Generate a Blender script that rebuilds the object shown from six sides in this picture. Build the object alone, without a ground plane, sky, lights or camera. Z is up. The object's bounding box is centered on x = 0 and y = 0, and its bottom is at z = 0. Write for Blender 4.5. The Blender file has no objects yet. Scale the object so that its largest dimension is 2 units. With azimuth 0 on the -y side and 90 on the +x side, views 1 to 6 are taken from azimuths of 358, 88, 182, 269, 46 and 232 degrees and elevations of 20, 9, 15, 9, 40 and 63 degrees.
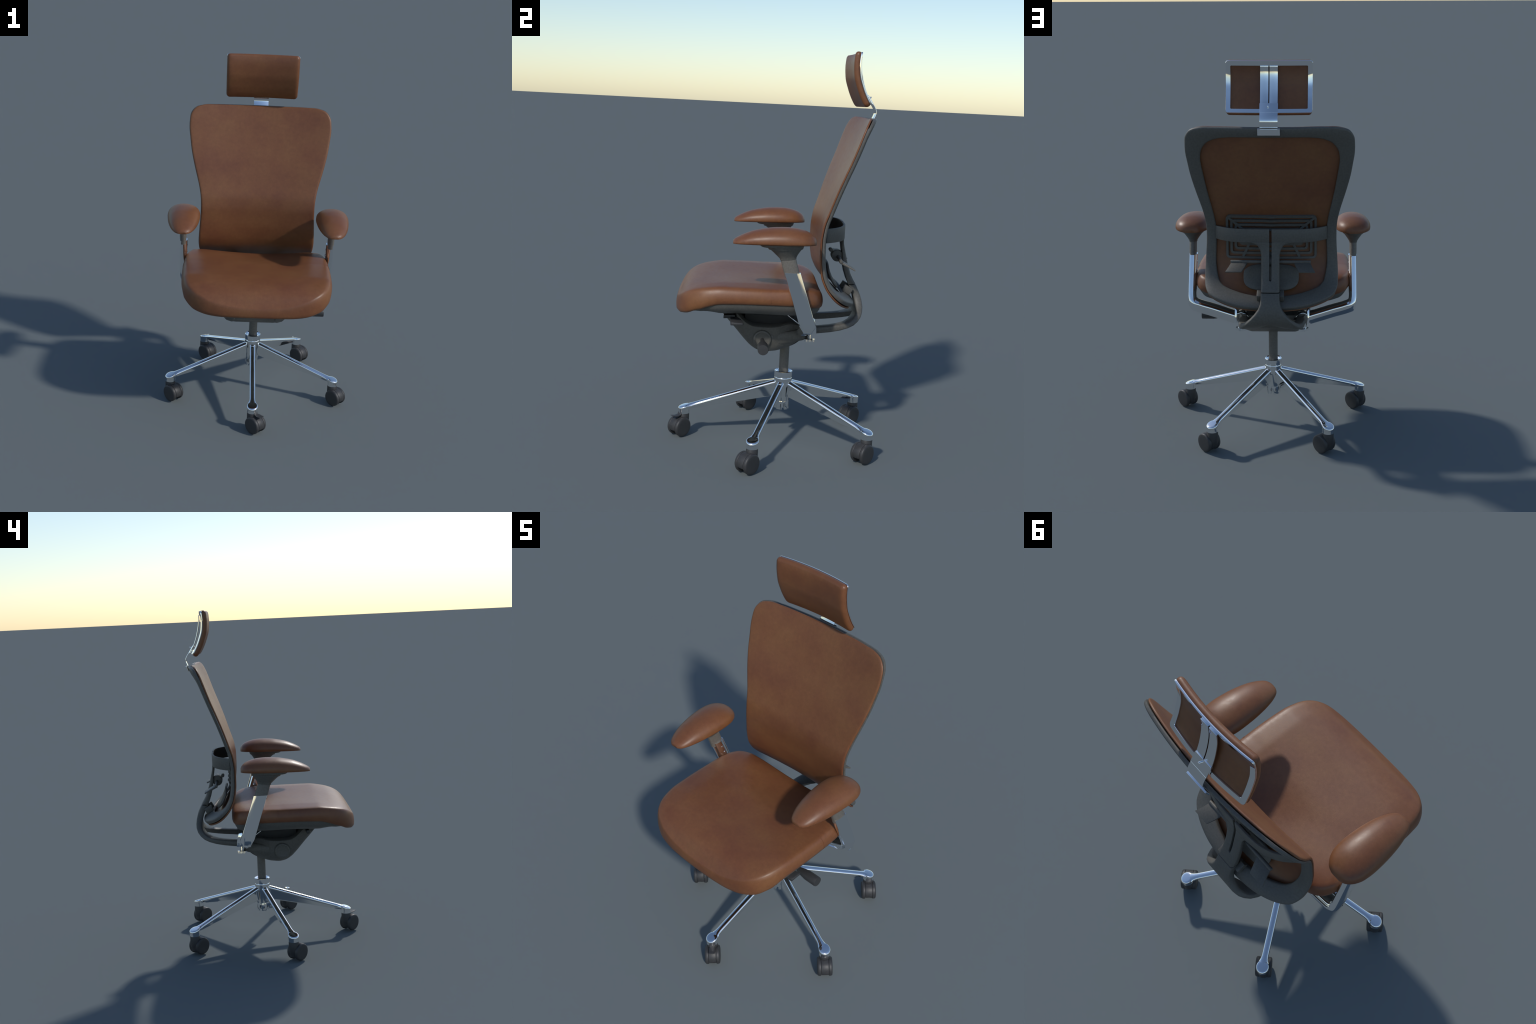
import bpy, bmesh, math, random
from mathutils import Vector, Matrix
random.seed(7)

X0, Y0 = -0.0225, 0.072          # the chair's plane of symmetry and its column axis

# ------------------------------------------------------------------ materials
def new_mat(name):
    m = bpy.data.materials.new(name); m.use_nodes = True
    nt = m.node_tree
    return m, nt, nt.nodes["Principled BSDF"]

def N(nt, kind, **kw):
    n = nt.nodes.new(kind)
    for k, v in kw.items():
        if k in n.inputs: n.inputs[k].default_value = v
        else: setattr(n, k, v)
    return n

def ramp(nt, stops):
    r = nt.nodes.new("ShaderNodeValToRGB")
    el = r.color_ramp.elements
    while len(el) < len(stops): el.new(0.5)
    for e, (p, c) in zip(el, stops):
        e.position = p; e.color = (*c, 1) if len(c) == 3 else c
    return r

def leather_material():
    m, nt, b = new_mat("brown_leather"); L = nt.links.new
    tc = N(nt, "ShaderNodeTexCoord")
    big = N(nt, "ShaderNodeTexNoise", Scale=5.5, Detail=5.0, Roughness=0.6)
    mid = N(nt, "ShaderNodeTexNoise", Scale=55.0, Detail=4.0, Roughness=0.65)
    fine = N(nt, "ShaderNodeTexNoise", Scale=330.0, Detail=3.0, Roughness=0.6)
    scuff = N(nt, "ShaderNodeTexNoise", Scale=9.0, Detail=8.0, Roughness=0.75, Distortion=1.4)
    for n in (big, mid, fine, scuff): L(tc.outputs["Object"], n.inputs["Vector"])
    base = ramp(nt, [(0.30, (0.160, 0.058, 0.026)), (0.50, (0.186, 0.073, 0.030)), (0.72, (0.204, 0.087, 0.034))])
    L(big.outputs["Fac"], base.inputs["Fac"])
    mr = ramp(nt, [(0.30, (0.92, 0.91, 0.90)), (0.70, (1.07, 1.07, 1.07))])
    L(mid.outputs["Fac"], mr.inputs["Fac"])
    mul = N(nt, "ShaderNodeMix", data_type="RGBA", blend_type="MULTIPLY"); mul.inputs[0].default_value = 1
    L(base.outputs[0], mul.inputs[6]); L(mr.outputs[0], mul.inputs[7])
    fr = ramp(nt, [(0.32, (0.90, 0.90, 0.90)), (0.68, (1.10, 1.10, 1.10))])
    L(fine.outputs["Fac"], fr.inputs["Fac"])
    mul2 = N(nt, "ShaderNodeMix", data_type="RGBA", blend_type="MULTIPLY"); mul2.inputs[0].default_value = 1
    L(mul.outputs[2], mul2.inputs[6]); L(fr.outputs[0], mul2.inputs[7])
    sr = ramp(nt, [(0.66, (0, 0, 0)), (0.80, (0.30, 0.30, 0.30))])
    L(scuff.outputs["Fac"], sr.inputs["Fac"])
    mx = N(nt, "ShaderNodeMix", data_type="RGBA")
    mx.inputs[7].default_value = (0.27, 0.13, 0.062, 1)
    L(sr.outputs[0], mx.inputs[0]); L(mul2.outputs[2], mx.inputs[6])
    L(mx.outputs[2], b.inputs["Base Color"])
    rr = ramp(nt, [(0.3, (0.38, 0.38, 0.38)), (0.7, (0.46, 0.46, 0.46))])
    L(mid.outputs["Fac"], rr.inputs["Fac"]); L(rr.outputs[0], b.inputs["Roughness"])
    b.inputs['Specular IOR Level'].default_value = 0.47
    vor = N(nt, "ShaderNodeTexVoronoi", Scale=420.0); L(tc.outputs["Object"], vor.inputs["Vector"])
    add = N(nt, "ShaderNodeMath", operation="ADD"); L(vor.outputs["Distance"], add.inputs[0]); L(fine.outputs["Fac"], add.inputs[1])
    bp = N(nt, "ShaderNodeBump", Strength=0.10, Distance=0.0012)
    L(add.outputs[0], bp.inputs["Height"]); L(bp.outputs[0], b.inputs["Normal"])
    return m

def plastic(name, col, rough, var=0.10, scale=120.0):
    m, nt, b = new_mat(name); L = nt.links.new
    tc = N(nt, "ShaderNodeTexCoord")
    n = N(nt, "ShaderNodeTexNoise", Scale=scale, Detail=3.0); L(tc.outputs["Object"], n.inputs["Vector"])
    lo = tuple(c * (1 - var) for c in col); hi = tuple(c * (1 + var) for c in col)
    r = ramp(nt, [(0.35, lo), (0.65, hi)]); L(n.outputs["Fac"], r.inputs["Fac"])
    L(r.outputs[0], b.inputs["Base Color"])
    b.inputs["Roughness"].default_value = rough
    return m

def chrome_material():
    m, nt, b = new_mat("polished_chrome"); L = nt.links.new
    tc = N(nt, "ShaderNodeTexCoord")
    n = N(nt, "ShaderNodeTexNoise", Scale=14.0, Detail=2.0); L(tc.outputs["Object"], n.inputs["Vector"])
    r = ramp(nt, [(0.3, (0.035, 0.035, 0.035)), (0.7, (0.06, 0.06, 0.06))]); L(n.outputs["Fac"], r.inputs["Fac"])
    L(r.outputs[0], b.inputs["Roughness"])
    b.inputs["Base Color"].default_value = (0.93, 0.94, 0.95, 1)
    b.inputs["Metallic"].default_value = 1.0
    return m

LEATHER = leather_material()
PLASTIC = plastic("grey_plastic", (0.102, 0.097, 0.086), 0.52)
DARK = plastic("black_plastic", (0.026, 0.027, 0.028), 0.5)
COLUMN = plastic("bronze_grey_metal", (0.145, 0.134, 0.118), 0.42)
CASTER = plastic("charcoal_nylon", (0.038, 0.038, 0.040), 0.5)
CHROME = chrome_material()

# ------------------------------------------------------------------ helpers
root = bpy.data.objects.new("office_chair", None)
bpy.context.collection.objects.link(root)
root.location = (X0, Y0, 0)
root["label"] = "brown leather office chair with headrest and chrome star base"
root["category"] = "office chair"

def finish(name, bm, mat, parent=None, smooth=35, bevel=0.0, seg=2, shift=True, recalc=True):
    """bmesh in chair space (X about symmetry plane, world y, z) -> named child object"""
    if recalc: bmesh.ops.recalc_face_normals(bm, faces=bm.faces)
    me = bpy.data.meshes.new(name); bm.to_mesh(me); bm.free()
    if shift: me.transform(Matrix.Translation((0, -Y0, 0)))
    me.materials.append(mat)
    ob = bpy.data.objects.new(name, me); bpy.context.collection.objects.link(ob)
    ob.parent = parent or root
    if bevel > 0:
        md = ob.modifiers.new("edge_rounding", "BEVEL"); md.width = bevel; md.segments = seg
        md.limit_method = "ANGLE"; md.angle_limit = math.radians(38); md.harden_normals = False
        dg = bpy.context.evaluated_depsgraph_get()
        new = bpy.data.meshes.new_from_object(ob.evaluated_get(dg)); ob.modifiers.clear()
        ob.data = new; bpy.data.meshes.remove(me); new.name = name; me = new
    if smooth:
        me.shade_smooth(); me.set_sharp_from_angle(angle=math.radians(smooth))
    return ob

def catmull(pts, n, closed=False):
    P = [Vector(p) for p in pts]; out = []; m = len(P)
    segs = m if closed else m - 1
    L = [(P[(i + 1) % m] - P[i]).length for i in range(segs)]; tot = sum(L)
    for k in range(n):
        d = tot * k / (n if closed else n - 1); i = 0
        while i < segs - 1 and d > L[i]: d -= L[i]; i += 1
        t = min(1, d / L[i]) if L[i] else 0
        g = lambda j: P[j % m] if closed else (P[j] if 0 <= j < m else (2 * P[0] - P[1] if j < 0 else 2 * P[-1] - P[-2]))
        a, b, c, e = g(i - 1), g(i), g(i + 1), g(i + 2)
        # centripetal-like tangents scaled to the segment
        la, lb, lc = max(1e-6, (b - a).length), max(1e-6, (c - b).length), max(1e-6, (e - c).length)
        t1 = ((b - a) / la * lb + (c - b) / lb * la) / (la + lb) * lb
        t2 = ((c - b) / lb * lc + (e - c) / lc * lb) / (lb + lc) * lb
        h = t
        out.append(b * (2*h**3 - 3*h**2 + 1) + t1 * (h**3 - 2*h**2 + h) + c * (-2*h**3 + 3*h**2) + t2 * (h**3 - h**2))
    return out

def lerp_table(xs, ys):
    """smooth (monotone cubic) interpolation through a profile's control points"""
    n = len(xs); d = [(ys[i+1]-ys[i])/(xs[i+1]-xs[i]) for i in range(n-1)]
    m = [d[0]] + [0 if d[i-1]*d[i] <= 0 else 2*d[i-1]*d[i]/(d[i-1]+d[i]) for i in range(1, n-1)] + [d[-1]]
    def f(x):
        if x <= xs[0]: return ys[0] + (x-xs[0])*m[0]
        if x >= xs[-1]: return ys[-1] + (x-xs[-1])*m[-1]
        i = 0
        while x > xs[i+1]: i += 1
        h = xs[i+1]-xs[i]; t = (x-xs[i])/h
        return (ys[i]*(2*t**3-3*t**2+1) + h*m[i]*(t**3-2*t**2+t) + ys[i+1]*(-2*t**3+3*t**2) + h*m[i+1]*(t**3-t**2))
    return f

def loft(bm, rings, closed=True, cap=True, loop=False):
    vr = [[bm.verts.new(p) for p in r] for r in rings]; n = len(vr[0])
    pairs = list(zip(vr, vr[1:])) + ([(vr[-1], vr[0])] if loop else [])
    for a, b in pairs:
        for i in range(n if closed else n - 1):
            j = (i + 1) % n
            bm.faces.new((a[i], a[j], b[j], b[i]))
    if cap and closed and not loop:
        bm.faces.new(vr[0]); bm.faces.new(vr[-1])
    return vr

def lathe(bm, prof, n=40, mat=None):
    """profile of (radius, height) about the z axis; radius 0 ends close to a fan"""
    mat = mat or Matrix.Identity(4); rings = []
    for r, h in prof:
        if r < 1e-6: rings.append([bm.verts.new(mat @ Vector((0, 0, h)))])
        else: rings.append([bm.verts.new(mat @ Vector((r*math.cos(2*math.pi*i/n), r*math.sin(2*math.pi*i/n), h))) for i in range(n)])
    for a, b in zip(rings, rings[1:]):
        for i in range(n):
            j = (i+1) % n
            if len(a) == 1 and len(b) > 1: bm.faces.new((a[0], b[i], b[j]))
            elif len(b) == 1 and len(a) > 1: bm.faces.new((a[i], a[j], b[0]))
            elif len(a) > 1: bm.faces.new((a[i], a[j], b[j], b[i]))

def box(bm, cx, cy, cz, sx, sy, sz, rot=None):
    M = Matrix.Translation((cx, cy, cz)) @ (rot or Matrix.Identity(4)) @ Matrix.Diagonal((sx, sy, sz, 1))
    bmesh.ops.create_cube(bm, size=1.0, matrix=M)

def axis_matrix(p, d):
    d = Vector(d).normalized()
    return Matrix.Translation(p) @ d.to_track_quat('Z', 'Y').to_matrix().to_4x4()

def rod(bm, p, q, r0, r1=None, n=24):
    p, q = Vector(p), Vector(q); h = (q-p).length
    lathe(bm, [(0, 0), (r0, 0), (r1 or r0, h), (0, h)], n, axis_matrix(p, q-p))

def mirror_into(bm):
    geom = bm.verts[:] + bm.edges[:] + bm.faces[:]
    d = bmesh.ops.duplicate(bm, geom=geom)["geom"]
    for v in d:
        if isinstance(v, bmesh.types.BMVert): v.co.x = -v.co.x
    bmesh.ops.reverse_faces(bm, faces=[f for f in d if isinstance(f, bmesh.types.BMFace)])
    bmesh.ops.remove_doubles(bm, verts=bm.verts, dist=2e-5)

def sym(half):
    """right-half outline from the centre round to the centre -> closed outline"""
    return list(half) + [(-x, z) for x, z in reversed(half[1:-1])]

# ------------------------------------------------------------------ backrest
EDGE_Y = lerp_table([.700, .735, .777, .82, .87, .93, 1.01, 1.09, 1.16, 1.25, 1.38, 1.53, 1.675],
                    [.390, .353, .308, .265, .229, .205, .195, .194, .202, .230, .273, .327, .376])
HALF_W = lerp_table([.70, .87, .93, 1.0, 1.083, 1.163, 1.246, 1.327, 1.408, 1.487, 1.564, 1.70],
                    [.341, .341, .340, .336, .332, .332, .341, .359, .385, .405, .412, .412])
CONC = lerp_table([.70, .82, .95, 1.05, 1.25, 1.5, 1.69], [.026, .036, .044, .041, .030, .031, .038])
def back_y(X, z):
    return EDGE_Y(z) + CONC(z) * (HALF_W(z)**2 - X*X) / 0.16
def back_pt(X, z, off):
    e = 0.004
    p = Vector((X, back_y(X, z), z))
    du = Vector((e, back_y(X+e, z) - p.y, 0)); dv = Vector((0, back_y(X, z+e) - p.y, e))
    n = dv.cross(du).normalized()            # points to the rear (+y)
    if n.y < 0: n = -n
    return p + n * off

OUT = [(0, 1.691), (.15, 1.691), (.27, 1.6915), (.345, 1.688), (.387, 1.673), (.408, 1.645), (.4155, 1.60), (.416, 1.56),
       (.4085, 1.50), (.3995, 1.44), (.3885, 1.39), (.3745, 1.335), (.3605, 1.285), (.3475, 1.235), (.339, 1.19), (.335, 1.15), (.334, 1.083), (.338, 1.0),
       (.342, .93), (.3435, .87), (.338, .820), (.324, .793), (.296, .775), (.25, .758), (.17, .740), (.08, .732), (0, .730)]
INN = [(0, 1.642), (.12, 1.642), (.195, 1.641), (.255, 1.633), (.307, 1.609), (.334, 1.572), (.343, 1.526), (.341, 1.49),
       (.334, 1.44), (.319, 1.344), (.306, 1.28), (.294, 1.22), (.284, 1.15), (.282, 1.075), (.285, 1.0), (.284, .94),
       (.278, .895), (.264, .852), (.245, .832), (.215, .818), (.147, .797), (.075, .786), (.03, .783), (0, .782)]
NB = 240
half_o = [(p.x, p.y) for p in catmull([(x, z, 0) for x, z in OUT], NB // 2 + 1)]
half_i = [(p.x, p.y) for p in catmull([(x, z, 0) for x, z in INN], NB // 2 + 1)]
outer, inner = sym(half_o), sym(half_i)

# leather panel: concentric rings from the rim to the middle, front then back
ZC = 1.20
def inset(o, d):
    """outline point moved d metres toward the panel's core line"""
    v = Vector((o[0], 0, o[1])); z = min(max(o[1], 0.98), 1.45)
    c = Vector((0, 0, z)); w = c - v; return v + w.normalized() * min(d, w.length)
bm = bmesh.new(); rings = []
front = [(.0045, .0105), (.0015, .0095), (.0, .0068), (.0012, .0036), (.005, .0010), (.012, .0)]
def top_gap(o): return .0042 * max(0, min(1, (o[1] - 1.62) / .05))      # the frame shows above the leather
def leather_ring(d, off): return [back_pt(p.x, p.z, off) for p in (inset(o, d + top_gap(o)) for o in outer)]
for d, off in front: rings.append(leather_ring(d, off))
core = rings[-1]
def scaled_ring(s, off):
    r = []
    for o in outer:
        p = inset(o, .012 + top_gap(o)); z = ZC + (p.z - ZC) * s; x = p.x * s
        r.append(back_pt(x, z, off))
    return r
for k in range(1, 22): rings.append(scaled_ring(1 - k / 22, -0.003 * math.sin(math.pi/2 * min(1, k / 6))))
vr = loft(bm, rings, cap=False)
c = bm.verts.new(back_pt(0, ZC, -0.003))
for i in range(NB): bm.faces.new((vr[-1][i], vr[-1][(i+1) % NB], c))
rb = [rings[0]] + [scaled_ring(1 - k / 22, 0.0105 - 0.007 * math.sin(math.pi/2*min(1, k/4))) for k in range(0, 22)]
vb = [vr[0]] + [[bm.verts.new(p) for p in r] for r in rb[1:]]
for a, b in zip(vb, vb[1:]):
    for i in range(NB): bm.faces.new((a[i], a[(i+1) % NB], b[(i+1) % NB], b[i]))
c = bm.verts.new(back_pt(0, ZC, 0.0035))
for i in range(NB): bm.faces.new((vb[-1][i], vb[-1][(i+1) % NB], c))
backrest = finish("backrest_cushion", bm, LEATHER, smooth=60)

# plastic frame behind the leather: a ring with a rounded section
def frame_ring_pt(i, s, off):
    o, n_ = outer[i], inner[i]
    return back_pt(o[0]*(1-s) + n_[0]*s, o[1]*(1-s) + n_[1]*s, off)
def rear_off(z): return 0.0265 + 0.016 * max(0, min(1, (.86 - z) / .10)) + 0.006 * max(0, min(1, (z - 1.60) / .08))
sec = [(.02, .0125), (.0, .0135), (.0, .018), (.03, .0225), (.10, .0255), (.5, .0265), (.90, .0258), (.97, .024), (1.0, .020), (1.0, .0135), (.97, .0125)]
bm = bmesh.new(); rings = []
for s, off in sec:
    rings.append([])
    for i in range(NB):
        z = outer[i][1]*(1-s) + inner[i][1]*s
        k = (rear_off(z) - .0265)
        rings[-1].append(frame_ring_pt(i, s, off + (k if off > .017 else k * .4)))
loft(bm, rings, cap=False, loop=True)
frame = finish("backrest_frame", bm, PLASTIC, smooth=50)

# cross band + central spine (two halves with a slot), then the fork that runs under the seat
BAND_X = .290
def band_y(X): return .338 - .108 * (abs(X) / BAND_X) ** 3.6
bm = bmesh.new(); rings = []
for k in range(25):
    X = .0056 + (BAND_X - .0056) * k / 24; y = band_y(X); t = X / BAND_X
    dy = (band_y(X+.002) - band_y(X-.002)) / .004; nx, ny = -dy, 1.0; l = math.hypot(nx, ny); nx /= l; ny /= l
    zt = 1.158 - .006 * t * t; zb = 1.089 - .006 * t
    o = .011
    rings.append([(X, y, zt), (X - nx*o, y - ny*o, zt), (X - nx*o, y - ny*o, zb), (X, y, zb)])
loft(bm, rings)
mirror_into(bm)
band = finish("cross_band", bm, PLASTIC, bevel=.0025)

#          outer (y, z)      inner (y, z)     Xi     Xo
SPINE = [((.3385, 1.090), (.327, 1.090), .0056, .115), ((.3388, 1.081), (.327, 1.081), .0056, .084), ((.3395, 1.070), (.327, 1.070), .0056, .065),
         ((.342, 1.050), (.328, 1.050), .0056, .0535), ((.347, 1.03), (.331, 1.03), .0056, .047), ((.353, 1.005), (.335, 1.005), .0056, .0465),
         ((.366, .952), (.341, .951), .0056, .0465), ((.384, .900), (.354, .899), .0055, .047), ((.3855, .8965), (.3555, .8955), .0, .047),
         ((.400, .868), (.366, .866), .0, .047), ((.414, .846), (.378, .842), .0, .048)]
bm = bmesh.new(); rings = []
for o, i_, xi, xo in SPINE:
    rings.append([(xi, *o), (xo*.8, *o), (xo, o[0] - .30*(o[0]-i_[0]), o[1]), (xo, *i_), (xi, *i_)])
vr = loft(bm, rings)
for f in [f for f in bm.faces if all(abs(v.co.x) < 1e-6 for v in f.verts)]: bm.faces.remove(f)
mirror_into(bm)
spine = finish("spine", bm, PLASTIC, bevel=.003)

FORK = [((.4155, .842), (.379, .838), 0, .0475), ((.430, .812), (.393, .808), 0, .048), ((.441, .788), (.404, .785), 0, .051), ((.449, .760), (.411, .758), 0, .062),
        ((.4525, .735), (.4165, .735), 0, .080), ((.4505, .710), (.4155, .712), 0, .101), ((.443, .688), (.409, .697), .0, .120), ((.428, .668), (.398, .684), .028, .136),
        ((.405, .650), (.380, .672), .066, .150), ((.375, .637), (.355, .663), .093, .160), ((.335, .626), (.322, .656), .112, .168),
        ((.285, .617), (.278, .650), .123, .173), ((.235, .611), (.230, .645), .130, .176), ((.170, .603), (.167, .637), .132, .172)]
bm = bmesh.new(); rings = []
for o, i_, xi, xo in FORK:
    o, i_ = Vector((0, *o)), Vector((0, *i_)); w = Vector((xo, 0, 0)); wi = Vector((xi, 0, 0)); m_ = (xo - xi)
    c1 = o.lerp(i_, .28); c2 = o.lerp(i_, .80)
    e = .22 * m_ if xi > 0 else .16 * m_
    r = [wi + (o if xi == 0 else o.lerp(i_, .12)), Vector((xi + (m_ - e) * .5, 0, 0)) + o, Vector((xo - e, 0, 0)) + o, w - Vector((e*.25, 0, 0)) + o.lerp(i_, .09), w + c1, w + c2, Vector((xo - e*.5, 0, 0)) + i_, wi + i_]
    rings.append(r)
loft(bm, rings)
for f in [f for f in bm.faces if all(abs(v.co.x) < 1e-6 for v in f.verts)]: bm.faces.remove(f)
mirror_into(bm)
# lugs that carry the lower rim of the back frame
for s in (-1, 1):
    box(bm, s * .057, .371, .818, .024, .046, .036, Matrix.Rotation(math.radians(-28), 4, 'X'))
fork = finish("back_support_fork", bm, PLASTIC, smooth=50, bevel=.002)

# lumbar support: nested bars, a plate, a turning bar with two paddles and a drum on the spine
bm = bmesh.new()
def lum(X, z, o=.030): return back_pt(X, z, o)
def strip(pts, w=.0085, o0=.028, o1=.036):
    """flat bar lying on the back's rear surface, through (X, z) points"""
    P = [Vector((x, 0, z)) for x, z in pts]; rings = []
    for k, p in enumerate(P):
        t = (P[min(k+1, len(P)-1)] - P[max(k-1, 0)]).normalized(); n = Vector((-t.z, 0, t.x)) * w / 2
        a, b = p + n, p - n
        rings.append([lum(a.x, a.z, o0), lum(b.x, b.z, o0), lum(b.x, b.z, o1), lum(a.x, a.z, o1)])
    return rings
def rect_loop(hx, z0, z1, r):
    pts = []
    for cx, cz, a0 in ((hx-r, z1-r, 0), (-hx+r, z1-r, 90), (-hx+r, z0+r, 180), (hx-r, z0+r, 270)):
        for k in range(7):
            a = math.radians(a0 + 90*k/6); pts.append((cx + r*math.cos(a), cz + r*math.sin(a)))
        nxt = {0: (-hx+r, z1), 90: (-hx, z0+r), 180: (hx-r, z0), 270: (hx, z1-r)}[a0]; last = pts[-1]
        for k in range(1, 16): pts.append((last[0] + (nxt[0]-last[0])*k/16, last[1] + (nxt[1]-last[1])*k/16))
    return pts
LZ0, LZ1 = .982, 1.207
for j, (hx, z0, z1) in enumerate([(.227, LZ0, LZ1), (.205, LZ0+.025, LZ1-.024), (.183, LZ0+.049, LZ1-.048), (.160, LZ0+.073, LZ1-.072)]):
    pts = rect_loop(hx, z0, z1, .014); n = len(pts); rings = []
    for k, p in enumerate(pts):
        a, b = pts[k-1], pts[(k+1) % n]; t = Vector((b[0]-a[0], 0, b[1]-a[1])).normalized(); nn = Vector((-t.z, 0, t.x)) * .0060
        P = Vector((p[0], 0, p[1])); q, r_ = P+nn, P-nn
        kink = .006 * math.exp(-(p[0]/.022)**2)     # the bars step back behind the spine
        rings.append([lum(q.x, q.z, .004), lum(r_.x, r_.z, .004), lum(r_.x, r_.z, .017+kink), lum(q.x, q.z, .017+kink)])
    loft(bm, rings, cap=False, loop=True)
for s in (-1, 1):
    loft(bm, strip([(s*.221, 1.201), (s*.20, 1.182), (s*.17, 1.155), (s*.140, 1.128)], .012, .0045, .0178))
    loft(bm, strip([(s*.145, .988), (s*.13, 1.02), (s*.115, 1.052)], .013, .0045, .0178))
lumbar = finish("lumbar_grid", bm, PLASTIC, smooth=40)

bm = bmesh.new()
rings = []
PZ, PH, PW = .880, .070, .141
outl = []
for k in range(64):
    a = 2*math.pi*k/64; ca, sa = math.cos(a), math.sin(a)
    outl.append((PW*math.copysign(abs(ca)**.62, ca), PZ + PH*math.copysign(abs(sa)**.62, sa)))
for s, o in [(0.98, .022), (1.0, .025), (1.0, .030), (.97, .033), (.6, .034), (.25, .034)]:
    rings.append([lum(x*s, PZ + (z-PZ)*s, o) for x, z in outl])
loft(bm, rings)
finish("lumbar_plate", bm, PLASTIC, lumbar, smooth=50)

bm = bmesh.new()
BY, BZ = .316, .982
rod(bm, (-.205, BY, BZ), (.205, BY, BZ), .0085)
rod(bm, (-.034, .312, .985), (.034, .312, .985), .029, n=32)
rod(bm, (-.020, .280, 1.012), (.020, .280, 1.012), .010, n=16)
for s in (-1, 1):
    rings = []
    for (y, z, xa, xb, t) in ((.311, .980, .117, .198, .006), (.350, .962, .130, .212, .0045), (.386, .945, .146, .228, .003)):
        rings.append([(s*xa, y, z+t), (s*xb, y, z+t), (s*xb, y-.003, z-t), (s*xa, y-.003, z-t)])
    loft(bm, rings)
finish("lumbar_lever", bm, COLUMN if False else PLASTIC, lumbar, bevel=.0015)

# ------------------------------------------------------------------ seat
SEAT = [(0, -.493), (.12, -.490), (.22, -.480), (.30, -.460), (.36, -.424), (.398, -.370), (.415, -.30), (.423, -.2), (.425, -.1), (.423, .0),
        (.418, .08), (.405, .14), (.380, .187), (.335, .217), (.27, .229), (.15, .234), (0, .235)]
NS = 200
seat_out = sym([(p.x, p.y) for p in catmull([(x, y, 0) for x, y in SEAT], NS // 2 + 1)])
TOP = lerp_table([-.51, -.492, -.478, -.465, -.44, -.40, -.34, -.25, -.10, .05, .10, .15, .19, .235, .26],
                 [.700, .742, .776, .800, .829, .850, .863, .870, .870, .863, .858, .850, .840, .817, .79])
BOT = lerp_table([-.52, -.47, -.43, -.38, -.32, -.26, -.1, .1, .18, .26], [.711, .709, .718, .747, .774, .788, .793, .792, .781, .762])
def seat_top(X, y): return TOP(y) - .012 * (abs(X)/.42)**3.5 + .009 * min(1, (X/.30)**2) * max(0, min(1, (y+.42)/.15)) - .011 * math.exp(-(X/.16)**2 - ((y-.09)/.10)**2) + .014 * min(1, (X/.36)**2) * max(0, min(1, (y+.05)/.2))
def seat_bot(X, y): return BOT(y) + .030 * max(0, (abs(X) - .18) / .24)**2 * max(0, min(1, (-.36 - y) / .1))
SC = (0, -.12)
def seat_in(o, d):
    v = Vector((o[0], o[1])); c = Vector((o[0]*.25, SC[1] + (o[1]-SC[1])*.25)); w = c - v
    return v + w.normalized()*min(d, w.length)
def crease(o): return 1 - .62 * max(0, min(1, (-.36 - o[1]) / .10))     # tighter edge along the front lip
bm = bmesh.new(); rings = []
# (inset, blend between bottom 0 and top 1)
for d, h in [(.045, -.06), (.020, -.03), (.010, .0), (.003, .10), (.0, .25), (.0, .42), (.003, .60), (.008, .76), (.014, .88), (.022, .955), (.034, .995)]:
    r = []
    for o in seat_out:
        f = crease(o); p = seat_in(o, d*f if h > 0 else d); zt = seat_top(*seat_in(o, .034*f)); zb = seat_bot(*p)
        r.append((p.x, p.y, zb + (zt - zb)*h))
    rings.append(r)
for k in range(1, 26):
    s = 1 - k/26; r = []
    for o in seat_out:
        p = seat_in(o, .034*crease(o)); q = (SC[0] + (p.x-SC[0])*s, SC[1] + (p.y-SC[1])*s)
        r.append((q[0], q[1], seat_top(*q)))
    rings.append(r)
vr = loft(bm, rings, cap=False)
c = bm.verts.new((SC[0], SC[1], seat_top(*SC)))
for i in range(NS): bm.faces.new((vr[-1][i], vr[-1][(i+1) % NS], c))
bm.faces.new(vr[0])
seat = finish("seat_cushion", bm, LEATHER, smooth=60)
# stitched side seam
bm = bmesh.new()
for s in (-1, 1):
    pts = []
    for d, h in [(.010, .02), (.003, .10), (.0, .25), (.0, .42), (.003, .60), (.008, .76), (.014, .88), (.020, .94)]:
        o = min(seat_out, key=lambda q: (q[0]*s < 0, abs(q[1]+.03))); p = seat_in(o, d)
        zt = seat_top(*seat_in(o, .034)); zb = seat_bot(*p); pts.append(Vector((p.x, p.y, zb+(zt-zb)*h)))
    rings = [[p + Vector((s*.0016, -.0011, 0)), p + Vector((s*.0016, .0011, 0)), p + Vector((-s*.003, .0011, 0)), p + Vector((-s*.003, -.0011, 0))] for p in pts]
    loft(bm, rings)
finish("seat_seam", bm, LEATHER, seat, smooth=50)

bm = bmesh.new(); rings = []
for d, dz in [(.012, .010), (.016, -.012), (.030, -.034), (.060, -.052), (.12, -.066), (.15, -.070)]:
    r = []
    for o in seat_out:
        p = seat_in(o, d + .035*max(0, min(1, (-.30 - o[1])/.15)))
        zb = seat_bot(*p); k = max(0, min(1, (o[1]+.47)/.18))
        z = zb + dz*(.20 + .80*k) if o[1] < -.2 else zb + dz
        r.append((p.x, p.y, max(z, .694)))
    rings.append(r)
loft(bm, rings)
shell = finish("seat_shell", bm, PLASTIC, smooth=45)

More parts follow.
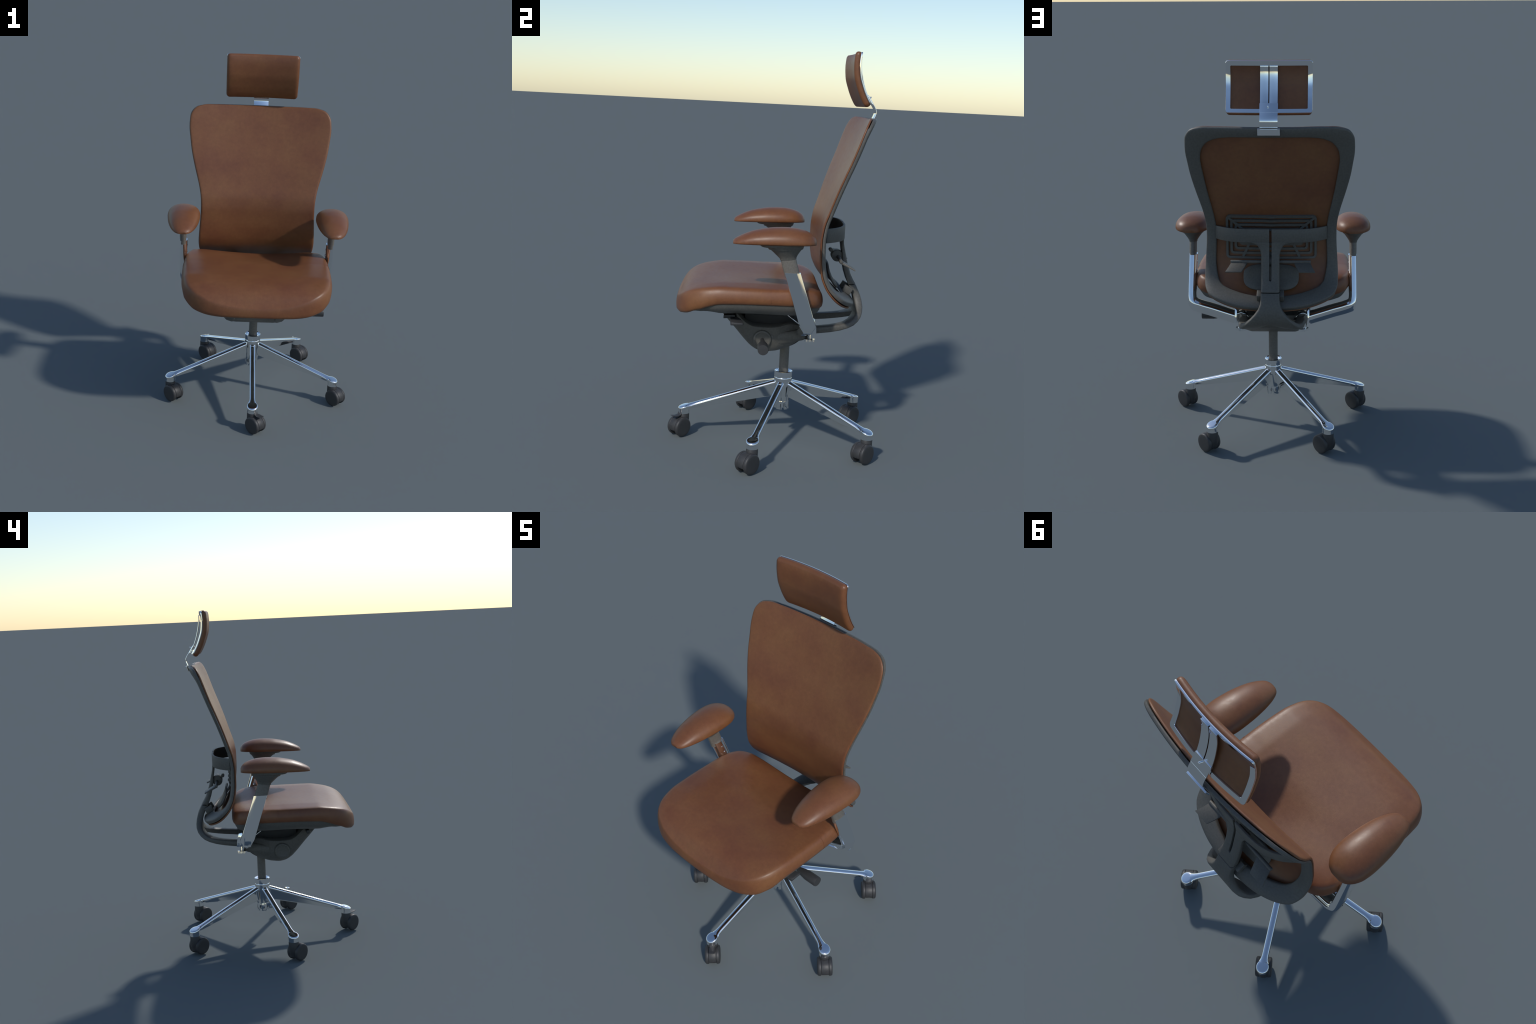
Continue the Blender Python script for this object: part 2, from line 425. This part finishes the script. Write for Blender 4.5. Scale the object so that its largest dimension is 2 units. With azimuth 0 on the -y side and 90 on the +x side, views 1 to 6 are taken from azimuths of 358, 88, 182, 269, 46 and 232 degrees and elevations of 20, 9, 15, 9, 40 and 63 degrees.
# ------------------------------------------------------------------ tilt mechanism
LOW = lerp_table([-.26, -.225, -.19, -.14, -.105, -.07, -.035, .005, .09, .115, .155], [.690, .650, .612, .556, .523, .504, .498, .502, .525, .538, .570])
UPP = lerp_table([-.26, -.20, -.162, -.13, -.096, -.03, .03, .08, .155], [.715, .715, .680, .655, .642, .639, .645, .655, .640])
bm = bmesh.new(); rings = []
for k in range(43):
    y = -.255 + .41*k/42; zl, zu = LOW(y), max(UPP(y), LOW(y) + .03)
    hw = .190 - .048*max(0, min(1, (y-.02)/.12)) - .010*max(0, min(1, (-.12-y)/.10)); zm = zl + (zu-zl)*.45
    zc = min(zu - .004, zl + .055*max(0, min(1, (-.095 - y)/.07)))
    half = [(0, zc), (.112, zc), (.120, zl + .002), (hw*.70, zl), (hw*.86, zl + .010), (hw*.96, zl + .030), (hw, zm), (hw, zu - .006), (hw - .008, zu), (0, zu)]
    rings.append([(x, y, z) for x, z in half] + [(-x, y, z) for x, z in reversed(half[1:-1])])
loft(bm, rings)
mech = finish("tilt_mechanism", bm, PLASTIC, smooth=40)
bm = bmesh.new(); box(bm, 0, -.02, .690, .26, .25, .10); box(bm, 0, .05, .70, .30, .30, .03)
finish("seat_mount", bm, DARK, mech, bevel=.004)
bm = bmesh.new()
for s in (-1, 1):
    R = axis_matrix((s*.172, -.054, .574), (s, 0, 0))
    lathe(bm, [(0, 0), (.047, 0), (.047, .022), (.044, .028), (.036, .031), (.034, .028), (0, .029)], 40, R)
    rings = []
    for y, z, h, x in ((-.04, .572, .038, .192), (.0, .572, .033, .190), (.05, .579, .032, .186), (.10, .588, .030, .178), (.15, .596, .028, .168), (.185, .604, .022, .160)):
        rings.append([(s*(x-.05), y, z-h), (s*(x-.012), y, z-h), (s*x, y, z-h*.5), (s*x, y, z+h*.6), (s*(x-.008), y, z+h), (s*(x-.05), y, z+h)])
    loft(bm, rings)
finish("tilt_link", bm, PLASTIC, mech, smooth=40, bevel=.002)
bm = bmesh.new()
d = Vector((1, 0, .0))
lathe(bm, [(0, 0), (.009, 0), (.0105, .06), (.013, .085), (.022, .125), (.0262, .150), (.0262, .214), (.0245, .2185), (0, .2195)], 32,
      axis_matrix((.186, -.054, .574), d))
finish("tension_handle", bm, CASTER, mech, smooth=40)
bm = bmesh.new()
rings = []
for x, y0, y1, z, t in ((.15, -.205, -.19, .700, .006), (.26, -.215, -.185, .697, .006), (.315, -.217, -.165, .696, .008), (.375, -.214, -.152, .690, .009), (.382, -.210, -.156, .690, .006)):
    rings.append([(x, y0, z-t), (x, y1, z-t*.6), (x, y1, z+t*.6), (x, y0, z+t)])
loft(bm, rings)
finish("height_lever", bm, CASTER, mech, bevel=.002)
bm = bmesh.new()
rings = []
for x, y0, y1, z, t in ((.12, -.21, -.19, .700, .006), (.20, -.245, -.19, .703, .010), (.285, -.25, -.195, .703, .010)):
    rings.append([(x, y0, z-t), (x, y1, z-t*.5), (x, y1, z+t), (x, y0, z+t*.6)])
loft(bm, rings)
rod(bm, (-.15, -.205, .690), (-.278, -.205, .700), .011)
finish("seat_lever", bm, DARK, mech, bevel=.002)

# ------------------------------------------------------------------ headrest
HR_F = lerp_table([1.735, 1.78, 1.82, 1.885, 1.94, 1.998], [.383, .358, .341, .322, .318, .322])
def hr_y(X, z): return HR_F(z) - .003 + .017 * (1 - (X/.206)**2)
def hr_pt(X, z, off):
    e = .003; p = Vector((X, hr_y(X, z), z))
    n = Vector((0, hr_y(X, z+e)-p.y, e)).cross(Vector((e, hr_y(X+e, z)-p.y, 0))).normalized()
    return p + n*off
def rrect(hx, z0, z1, r, nc=8, ns=20):
    pts = []
    cs = ((hx-r, z1-r, 0), (-hx+r, z1-r, 90), (-hx+r, z0+r, 180), (hx-r, z0+r, 270))
    ends = ((-hx+r, z1), (-hx, z0+r), (hx-r, z0), (hx, z1-r))
    for (cx, cz, a0), e in zip(cs, ends):
        for k in range(nc+1):
            a = math.radians(a0+90*k/nc); pts.append((cx+r*math.cos(a), cz+r*math.sin(a)))
        l = pts[-1]
        for k in range(1, ns): pts.append((l[0]+(e[0]-l[0])*k/ns, l[1]+(e[1]-l[1])*k/ns))
    return pts
HZ0, HZ1, HX = 1.732, 1.9985, .206
bm = bmesh.new(); rings = []
for d, off in [(.03, .0295), (.006, .0290), (.0015, .0265), (.0, .021), (.0, .014), (.0025, .007), (.008, .0025), (.016, .0004), (.028, -.0005)]:
    rings.append([hr_pt(x, z, off) for x, z in rrect(HX-d, HZ0+d, HZ1-d, max(.004, .017 - d*.3))])
zc = (HZ0+HZ1)/2
last = rrect(HX-.028, HZ0+.028, HZ1-.028, .008)
for k in range(1, 12):
    s = 1-k/12; rings.append([hr_pt(x*s, zc+(z-zc)*s, -.001) for x, z in last])
vr = loft(bm, rings, cap=False)
c = bm.verts.new(hr_pt(0, zc, -.001)); nn = len(vr[0])
for i in range(nn): bm.faces.new((vr[-1][i], vr[-1][(i+1) % nn], c))
first = rrect(HX-.03, HZ0+.03, HZ1-.03, .008); prev = vr[0]
for k in range(1, 12):
    s = 1-k/12; cur = [bm.verts.new(hr_pt(x*s, zc+(z-zc)*s, .029)) for x, z in first]
    for i in range(nn): bm.faces.new((prev[i], prev[(i+1) % nn], cur[(i+1) % nn], cur[i]))
    prev = cur
c = bm.verts.new(hr_pt(0, zc, .029))
for i in range(nn): bm.faces.new((prev[i], prev[(i+1) % nn], c))
headrest = finish("headrest_cushion", bm, LEATHER, smooth=60)

bm = bmesh.new(); rings = []
fo, fi = rrect(.2055, 1.7345, 1.9975, .012), rrect(.181, 1.753, 1.973, .005)
for s, off in [(.03, .029), (0, .0305), (0, .034), (.06, .0362), (.94, .0362), (1, .034), (1, .0305), (.97, .029)]:
    rings.append([hr_pt(a[0]*(1-s)+b[0]*s, a[1]*(1-s)+b[1]*s, off) for a, b in zip(fo, fi)])
loft(bm, rings, cap=False, loop=True)
hframe = finish("headrest_frame", bm, CHROME, headrest, smooth=40)

def sheet(bm, path, x0f, x1f, t):
    """flat strip following (y, z) points, between two X edges, t thick toward the front"""
    P = catmull([(0, y, z) for y, z in path], 40); rings = []
    for k, p in enumerate(P):
        q = P[min(k+1, len(P)-1)] - P[max(k-1, 0)]; n = Vector((0, q.z, -q.y)).normalized()
        if n.y > 0: n = -n
        a, b = x0f, x1f
        rings.append([Vector((a, 0, 0))+p, Vector((b, 0, 0))+p, Vector((b, 0, 0))+p+n*t, Vector((a, 0, 0))+p+n*t])
    loft(bm, rings)
bm = bmesh.new()
UP = [(.3745, 1.972), (.376, 1.93), (.386, 1.876), (.401, 1.826), (.414, 1.796), (.431, 1.770), (.440, 1.757)]
sheet(bm, UP, .0025, .0425, .005); sheet(bm, UP, -.0425, -.0025, .005)
sheet(bm, [(.4165, 1.798), (.433, 1.772), (.443, 1.756)], -.0445, .0445, .011)
rod(bm, (.004, .425, 1.783), (.004, .437, 1.788), .004, n=12)
sheet(bm, [(.4425, 1.7565), (.455, 1.738), (.4625, 1.718), (.463, 1.708), (.459, 1.695), (.452, 1.679)], -.0435, .0435, .004)
finish("headrest_bracket", bm, CHROME, headrest, smooth=40, bevel=.001)
bm = bmesh.new()
fy = back_pt(0, 1.664, .044)
sheet(bm, [(fy.y + .0115, 1.678), (fy.y - .001, 1.6465)], -.0545, .0545, .008)
finish("headrest_clamp", bm, CHROME, headrest, smooth=40, bevel=.0015)

# ------------------------------------------------------------------ armrests
PADW = lerp_table([-.219, -.213, -.2025, -.180, -.155, -.10, -.03, .04, .09, .125, .150, .161, .168],
                  [.022, .034, .045, .058, .068, .082, .092, .096, .092, .080, .061, .046, .024])
PADH = lerp_table([-.219, -.213, -.2025, -.190, -.178, -.153, -.127, -.08, -.03, .03, .07, .109, .135, .152, .163, .168],
                  [1.099, 1.106, 1.1135, 1.1205, 1.127, 1.138, 1.148, 1.159, 1.167, 1.170, 1.168, 1.160, 1.150, 1.139, 1.126, 1.114])
def pad_bottom(y): return 1.085 + .010*(y+.2)/.36
def make_arm(s):
    X = .430
    bm = bmesh.new()
    path = [(.4350, .958), (.4360, .90), (.4370, .84), (.4375, .78), (.4370, .745), (.4330, .722), (.4200, .706), (.395, .695), (.33, .675), (.26, .652), (.195, .631)]
    P = catmull([(x, 0, z) for x, z in path], 44); rings = []
    side = [(.0200, .0006), (.0370, .0052), (.0385, .0075), (.0385, .026), (.0370, .0295), (.0335, .0300), (.0320, .0285), (.0300, .0300), (.0270, .0365), (.0210, .0405), (.0120, .0435)]
    secn = [(-.017, 0), (.017, 0)] + side + [(0, .0445)] + [(-w, t) for w, t in reversed(side)]
    for k, p in enumerate(P):
        q = (P[min(k+1, len(P)-1)] - P[max(k-1, 0)]).normalized(); n = Vector((q.z, 0, -q.x))   # toward the seat
        if n.x > 0 and q.z < -.5: n = -n
        if q.z >= -.5 and n.z < 0: n = -n
        yc = .064 + max(0, min(.958 - p.z, .958-.700)) * .335
        deep = .021 * max(0, min(1, (n.z - .35) / .5))
        rings.append([(s*(p.x + n.x*(t-.014-(deep if t < .003 else 0))), yc + w, p.z + n.z*(t-.014-(deep if t < .003 else 0))) for w, t in secn])
    loft(bm, rings)
    arm = finish("armrest", bm, CHROME, smooth=40)
    # clamp plate, tab and knurled knob where the bar meets the fork
    bm = bmesh.new()
    loft(bm, [[(s*x, .135, .618), (s*x, .214, .612), (s*x, .212, .645), (s*x, .200, .690), (s*x, .180, .698), (s*x, .140, .660)] for x in (.186, .198)])
    sheet_z = [(.192, .663), (.165, .672), (.140, .664), (.126, .650)]
    loft(bm, [[(s*x, .15, z), (s*x, .205, z), (s*x, .205, z-.005), (s*x, .15, z-.005)] for x, z in sheet_z])
    rings = [[(s*.186, .066, .700), (s*.196, .066, .700), (s*.196, .069, .703), (s*.186, .069, .703)], [(s*.186, .134, .650), (s*.196, .134, .650), (s*.196, .137, .653), (s*.186, .137, .653)]]
    loft(bm, rings)
    finish("arm_clamp", bm, CHROME, arm, bevel=.0015)
    bm = bmesh.new()
    M = axis_matrix((s*.165, .184, .606), (s*.12, .04, -1))
    lathe(bm, [(0, 0), (.0135, 0), (.0135, .024), (.017, .028), (0, .028)], 24, M)
    teeth = 22; ra = []; rb = []
    for k in range(teeth*2):
        r = .0275 if k % 2 else .0240; a = math.pi*k/teeth
        ra.append(M @ Vector((r*math.cos(a), r*math.sin(a), .027))); rb.append(M @ Vector((r*math.cos(a), r*math.sin(a), .0395)))
    loft(bm, [ra, rb])
    finish("clamp_knob", bm, CHROME, arm, smooth=25)
    bm = bmesh.new()
    for z in (.918, .876):
        yc = .064 + (.958-z)*.335
        lathe(bm, [(0, 0), (.006, 0), (.006, .0018), (.004, .003), (0, .003)], 16, axis_matrix((s*.4065, yc+.004, z), (-s, 0, 0)))
    finish("arm_screw", bm, CHROME, arm)
    # collar and flared head
    bm = bmesh.new(); rings = []
    def ell(y, z, ry, rx, p=2.6, n=36):
        return [(s*(X + rx*math.copysign(abs(math.cos(a))**(2/p), math.cos(a))), y + ry*math.copysign(abs(math.sin(a))**(2/p), math.sin(a)), z + .13*ry*math.copysign(abs(math.sin(a))**(2/p), math.sin(a))) for a in (2*math.pi*k/n for k in range(n))]
    for y, z, ry, rx in ((.064, .940, .0355, .0185), (.058, .965, .0357, .0187), (.050, .990, .0357, .019), (.041, 1.022, .0355, .019)):
        rings.append(ell(y, z, ry, rx))
    loft(bm, rings)
    finish("arm_post", bm, COLUMN, arm, smooth=50)
    bm = bmesh.new(); rings = []
    for y, z, ry, rx, p in ((.041, 1.020, .0375, .0210, 2.5), (.040, 1.028, .039, .0225, 2.4), (.036, 1.040, .048, .030, 2.3), (.032, 1.056, .062, .042, 2.2), (.029, 1.066, .072, .049, 2.2), (.028, 1.0685, .074, .050, 2.2),
                            (.027, 1.0690, .080, .055, 2.2), (.026, 1.075, .083, .057, 2.2), (.024, 1.078, .086, .059, 2.2), (.012, 1.0795, .098, .065, 2.2), (.010, 1.083, .102, .067, 2.2), (.010, 1.092, .103, .067, 2.2)):
        e = ell(y, z, ry, rx, p)
        f = max(0, min(1, (z-1.02)/.06))
        rings.append([(x_, y_, z + (z_-z)*(1-f) + .028*(y_-y)*f) for x_, y_, z_ in e])
    loft(bm, rings)
    finish("arm_head", bm, PLASTIC, arm, smooth=40)
    # leather pad
    bm = bmesh.new(); rings = []; n = 40
    for k in range(49):
        t = k/48; u = .5 - .5*math.cos(math.pi*t); y = -.219 + .387*u; w = PADW(y)*.972; zb = pad_bottom(y); h = max(.006, PADH(y) - zb)
        cx = X + .004*(y/.2) - .004
        r = []
        for j in range(n):
            a = 2*math.pi*j/n; c_, s_ = math.cos(a), math.sin(a)
            zz = zb + h*.25 + (h*.75*abs(s_) if s_ >= 0 else -h*.25*abs(s_)**.5)
            xx = w*math.copysign(abs(c_)**(.95 if s_ >= 0 else .33), c_)
            r.append((s*(cx + xx), y, zz))
        rings.append(r)
    loft(bm, rings)
    finish("arm_pad", bm, LEATHER, arm, smooth=70)
for s in (1, -1): make_arm(s)

# ------------------------------------------------------------------ column, star base, casters
bm = bmesh.new(); M = Matrix.Translation((0, Y0, 0))
lathe(bm, [(0, .30), (.0245, .30), (.0245, .545), (0, .545)], 40, M)
finish("gas_column", bm, COLUMN)
bm = bmesh.new()
lathe(bm, [(.026, .355), (.030, .357), (.034, .364), (.043, .3665), (.0462, .364), (.0468, .360), (.0466, .337), (.0465, .3345), (.0450, .3325), (.0462, .3305), (.0463, .328), (.0461, .296), (.046, .292), (.0458, .286), (.045, .280), (.0405, .240), (.0362, .208), (.030, .204), (.026, .204), (.026, .355)], 48, M)
hub = finish("base_hub", bm, CHROME, smooth=40)
bm = bmesh.new()
lathe(bm, [(0, .170), (.027, .170), (.027, .21), (0, .21)], 32, M)
for k in range(5):                                   # slotted skirt
    a0 = 2*math.pi*k/5 + .35; ring = []
    for j in range(9):
        a = a0 + math.radians(52)*j/8; c, s_ = math.cos(a), math.sin(a)
        ring.append([(r*c, Y0 + r*s_, z) for r, z in ((.029, .163), (.038, .163), (.036, .215), (.029, .215))])
    loft(bm, ring)
finish("hub_socket", bm, CHROME, hub, smooth=40, bevel=.001)

TIP = .510
def leg_mesh():
    bm = bmesh.new(); rings = []
    n = 31
    for k in range(n):
        t = k/(n-1); r = .040 + (TIP - .008 - .040)*t
        zt = .3150 + (.1605 - .3150)*t; zb = .230 + (.134 - .230)*t
        w = .0176 + .007*max(0, min(1, (r - (TIP - .050))/.022))**2
        half = [(0, zt), (w*.42, zt-.0010), (w*.76, zt-.0040), (w, zt-.0105), (w*.98, zt-.018), (.0125, zt-.026 if zt-.026 > zb+.008 else zb+.010), (.0100, zb+.004), (.008, zb), (0, zb)]
        rings.append([(x, r, z) for x, z in half] + [(-x, r, z) for x, z in reversed(half[1:-1])])
    loft(bm, rings)
    n0 = len(bm.verts)
    lathe(bm, [(0, .1580), (.018, .1579), (.0255, .1570), (.0295, .1548), (.0313, .151), (.0317, .146), (.0308, .139), (.0298, .135), (.0296, .116), (.0, .116)], 40, Matrix.Translation((0, TIP, 0)))
    bm.verts.ensure_lookup_table()
    for v in bm.verts[n0:]:                           # the tip's cap lies in the slope of the leg
        if v.co.z > .134: v.co.z += -.31 * (v.co.y - TIP) * min(1, (v.co.z - .134) / .012)
    return bm
leg0 = finish("base_leg", leg_mesh(), CHROME, hub, smooth=40, shift=False)
angles = [math.pi + 2*math.pi*k/5 for k in range(5)]
leg0.rotation_euler = (0, 0, angles[0])
for a in angles[1:]:
    o = leg0.copy(); bpy.context.collection.objects.link(o); o.rotation_euler = (0, 0, a)

# caster: local frame, x = axle, +y = trailing side; origin on the ground below the stem
TRAIL, R = .0295, .0500
def caster_body():
    bm = bmesh.new()
    lathe(bm, [(0, .050), (.0275, .050), (.0288, .075), (.0288, .113), (.0270, .1165), (0, .1165)], 32)
    rings = []
    for k in range(25):
        a = math.radians(-19 + 237*k/24); r = R - .0001
        c, s_ = math.cos(a), math.sin(a)
        rings.append([(-.0198, TRAIL + r*c, R + r*s_), (.0198, TRAIL + r*c, R + r*s_), (.0198, TRAIL + .016*c, R + .016*s_), (-.0198, TRAIL + .016*c, R + .016*s_)])
    loft(bm, rings)
    rod(bm, (-.030, TRAIL, R), (.030, TRAIL, R), .010, n=20)
    return bm
def wheel_mesh():
    bm = bmesh.new()
    lathe(bm, [(0, 0), (.046, 0), (R-.0014, .0004), (R-.0002, .0016), (R, .003), (R-.0001, .0100), (R-.0010, .0138), (R-.0030, .0166), (R-.0060, .0183), (R-.0090, .0190), (.030, .0194), (0, .0196)], 48)
    return bm
AX = math.radians(45.0)     # every caster is swivelled the same way: axle along (+x, +y)
tmp = finish("caster", caster_body(), CASTER, smooth=40, bevel=.002, shift=False)
whl = finish("wheel", wheel_mesh(), CASTER, tmp, smooth=40, shift=False)
first = True
for k, a in enumerate(angles):
    px, py = -TIP*math.sin(a), TIP*math.cos(a)
    if first: c, w1 = tmp, whl
    else:
        c = tmp.copy(); bpy.context.collection.objects.link(c)
        w1 = whl.copy(); bpy.context.collection.objects.link(w1)
    c.location = (px, py, 0); c.rotation_euler = (0, 0, AX - math.pi)   # local +y -> (+x, -y)
    c.parent = root
    w2 = whl.copy(); bpy.context.collection.objects.link(w2)
    for w, s in ((w1, 1), (w2, -1)):
        w.parent = c; w.location = (s*.0202, TRAIL, R); w.rotation_euler = (0, s*math.pi/2, 0)
    if first:
        bm = bmesh.new()
        loft(bm, [[(-.013, .027, .126), (.013, .027, .126), (.013, .024, .126), (-.013, .024, .126)], [(-.013, .032, .113), (.013, .032, .113), (.013, .026, .110), (-.013, .026, .110)], [(-.015, .050, .110), (.015, .050, .110), (.015, .048, .105), (-.015, .048, .105)],
                  [(-.017, .076, .114), (.017, .076, .114), (.017, .076, .111), (-.017, .076, .111)]])
        finish("brake_tab", bm, CASTER, c, bevel=.001, shift=False)
    first = False
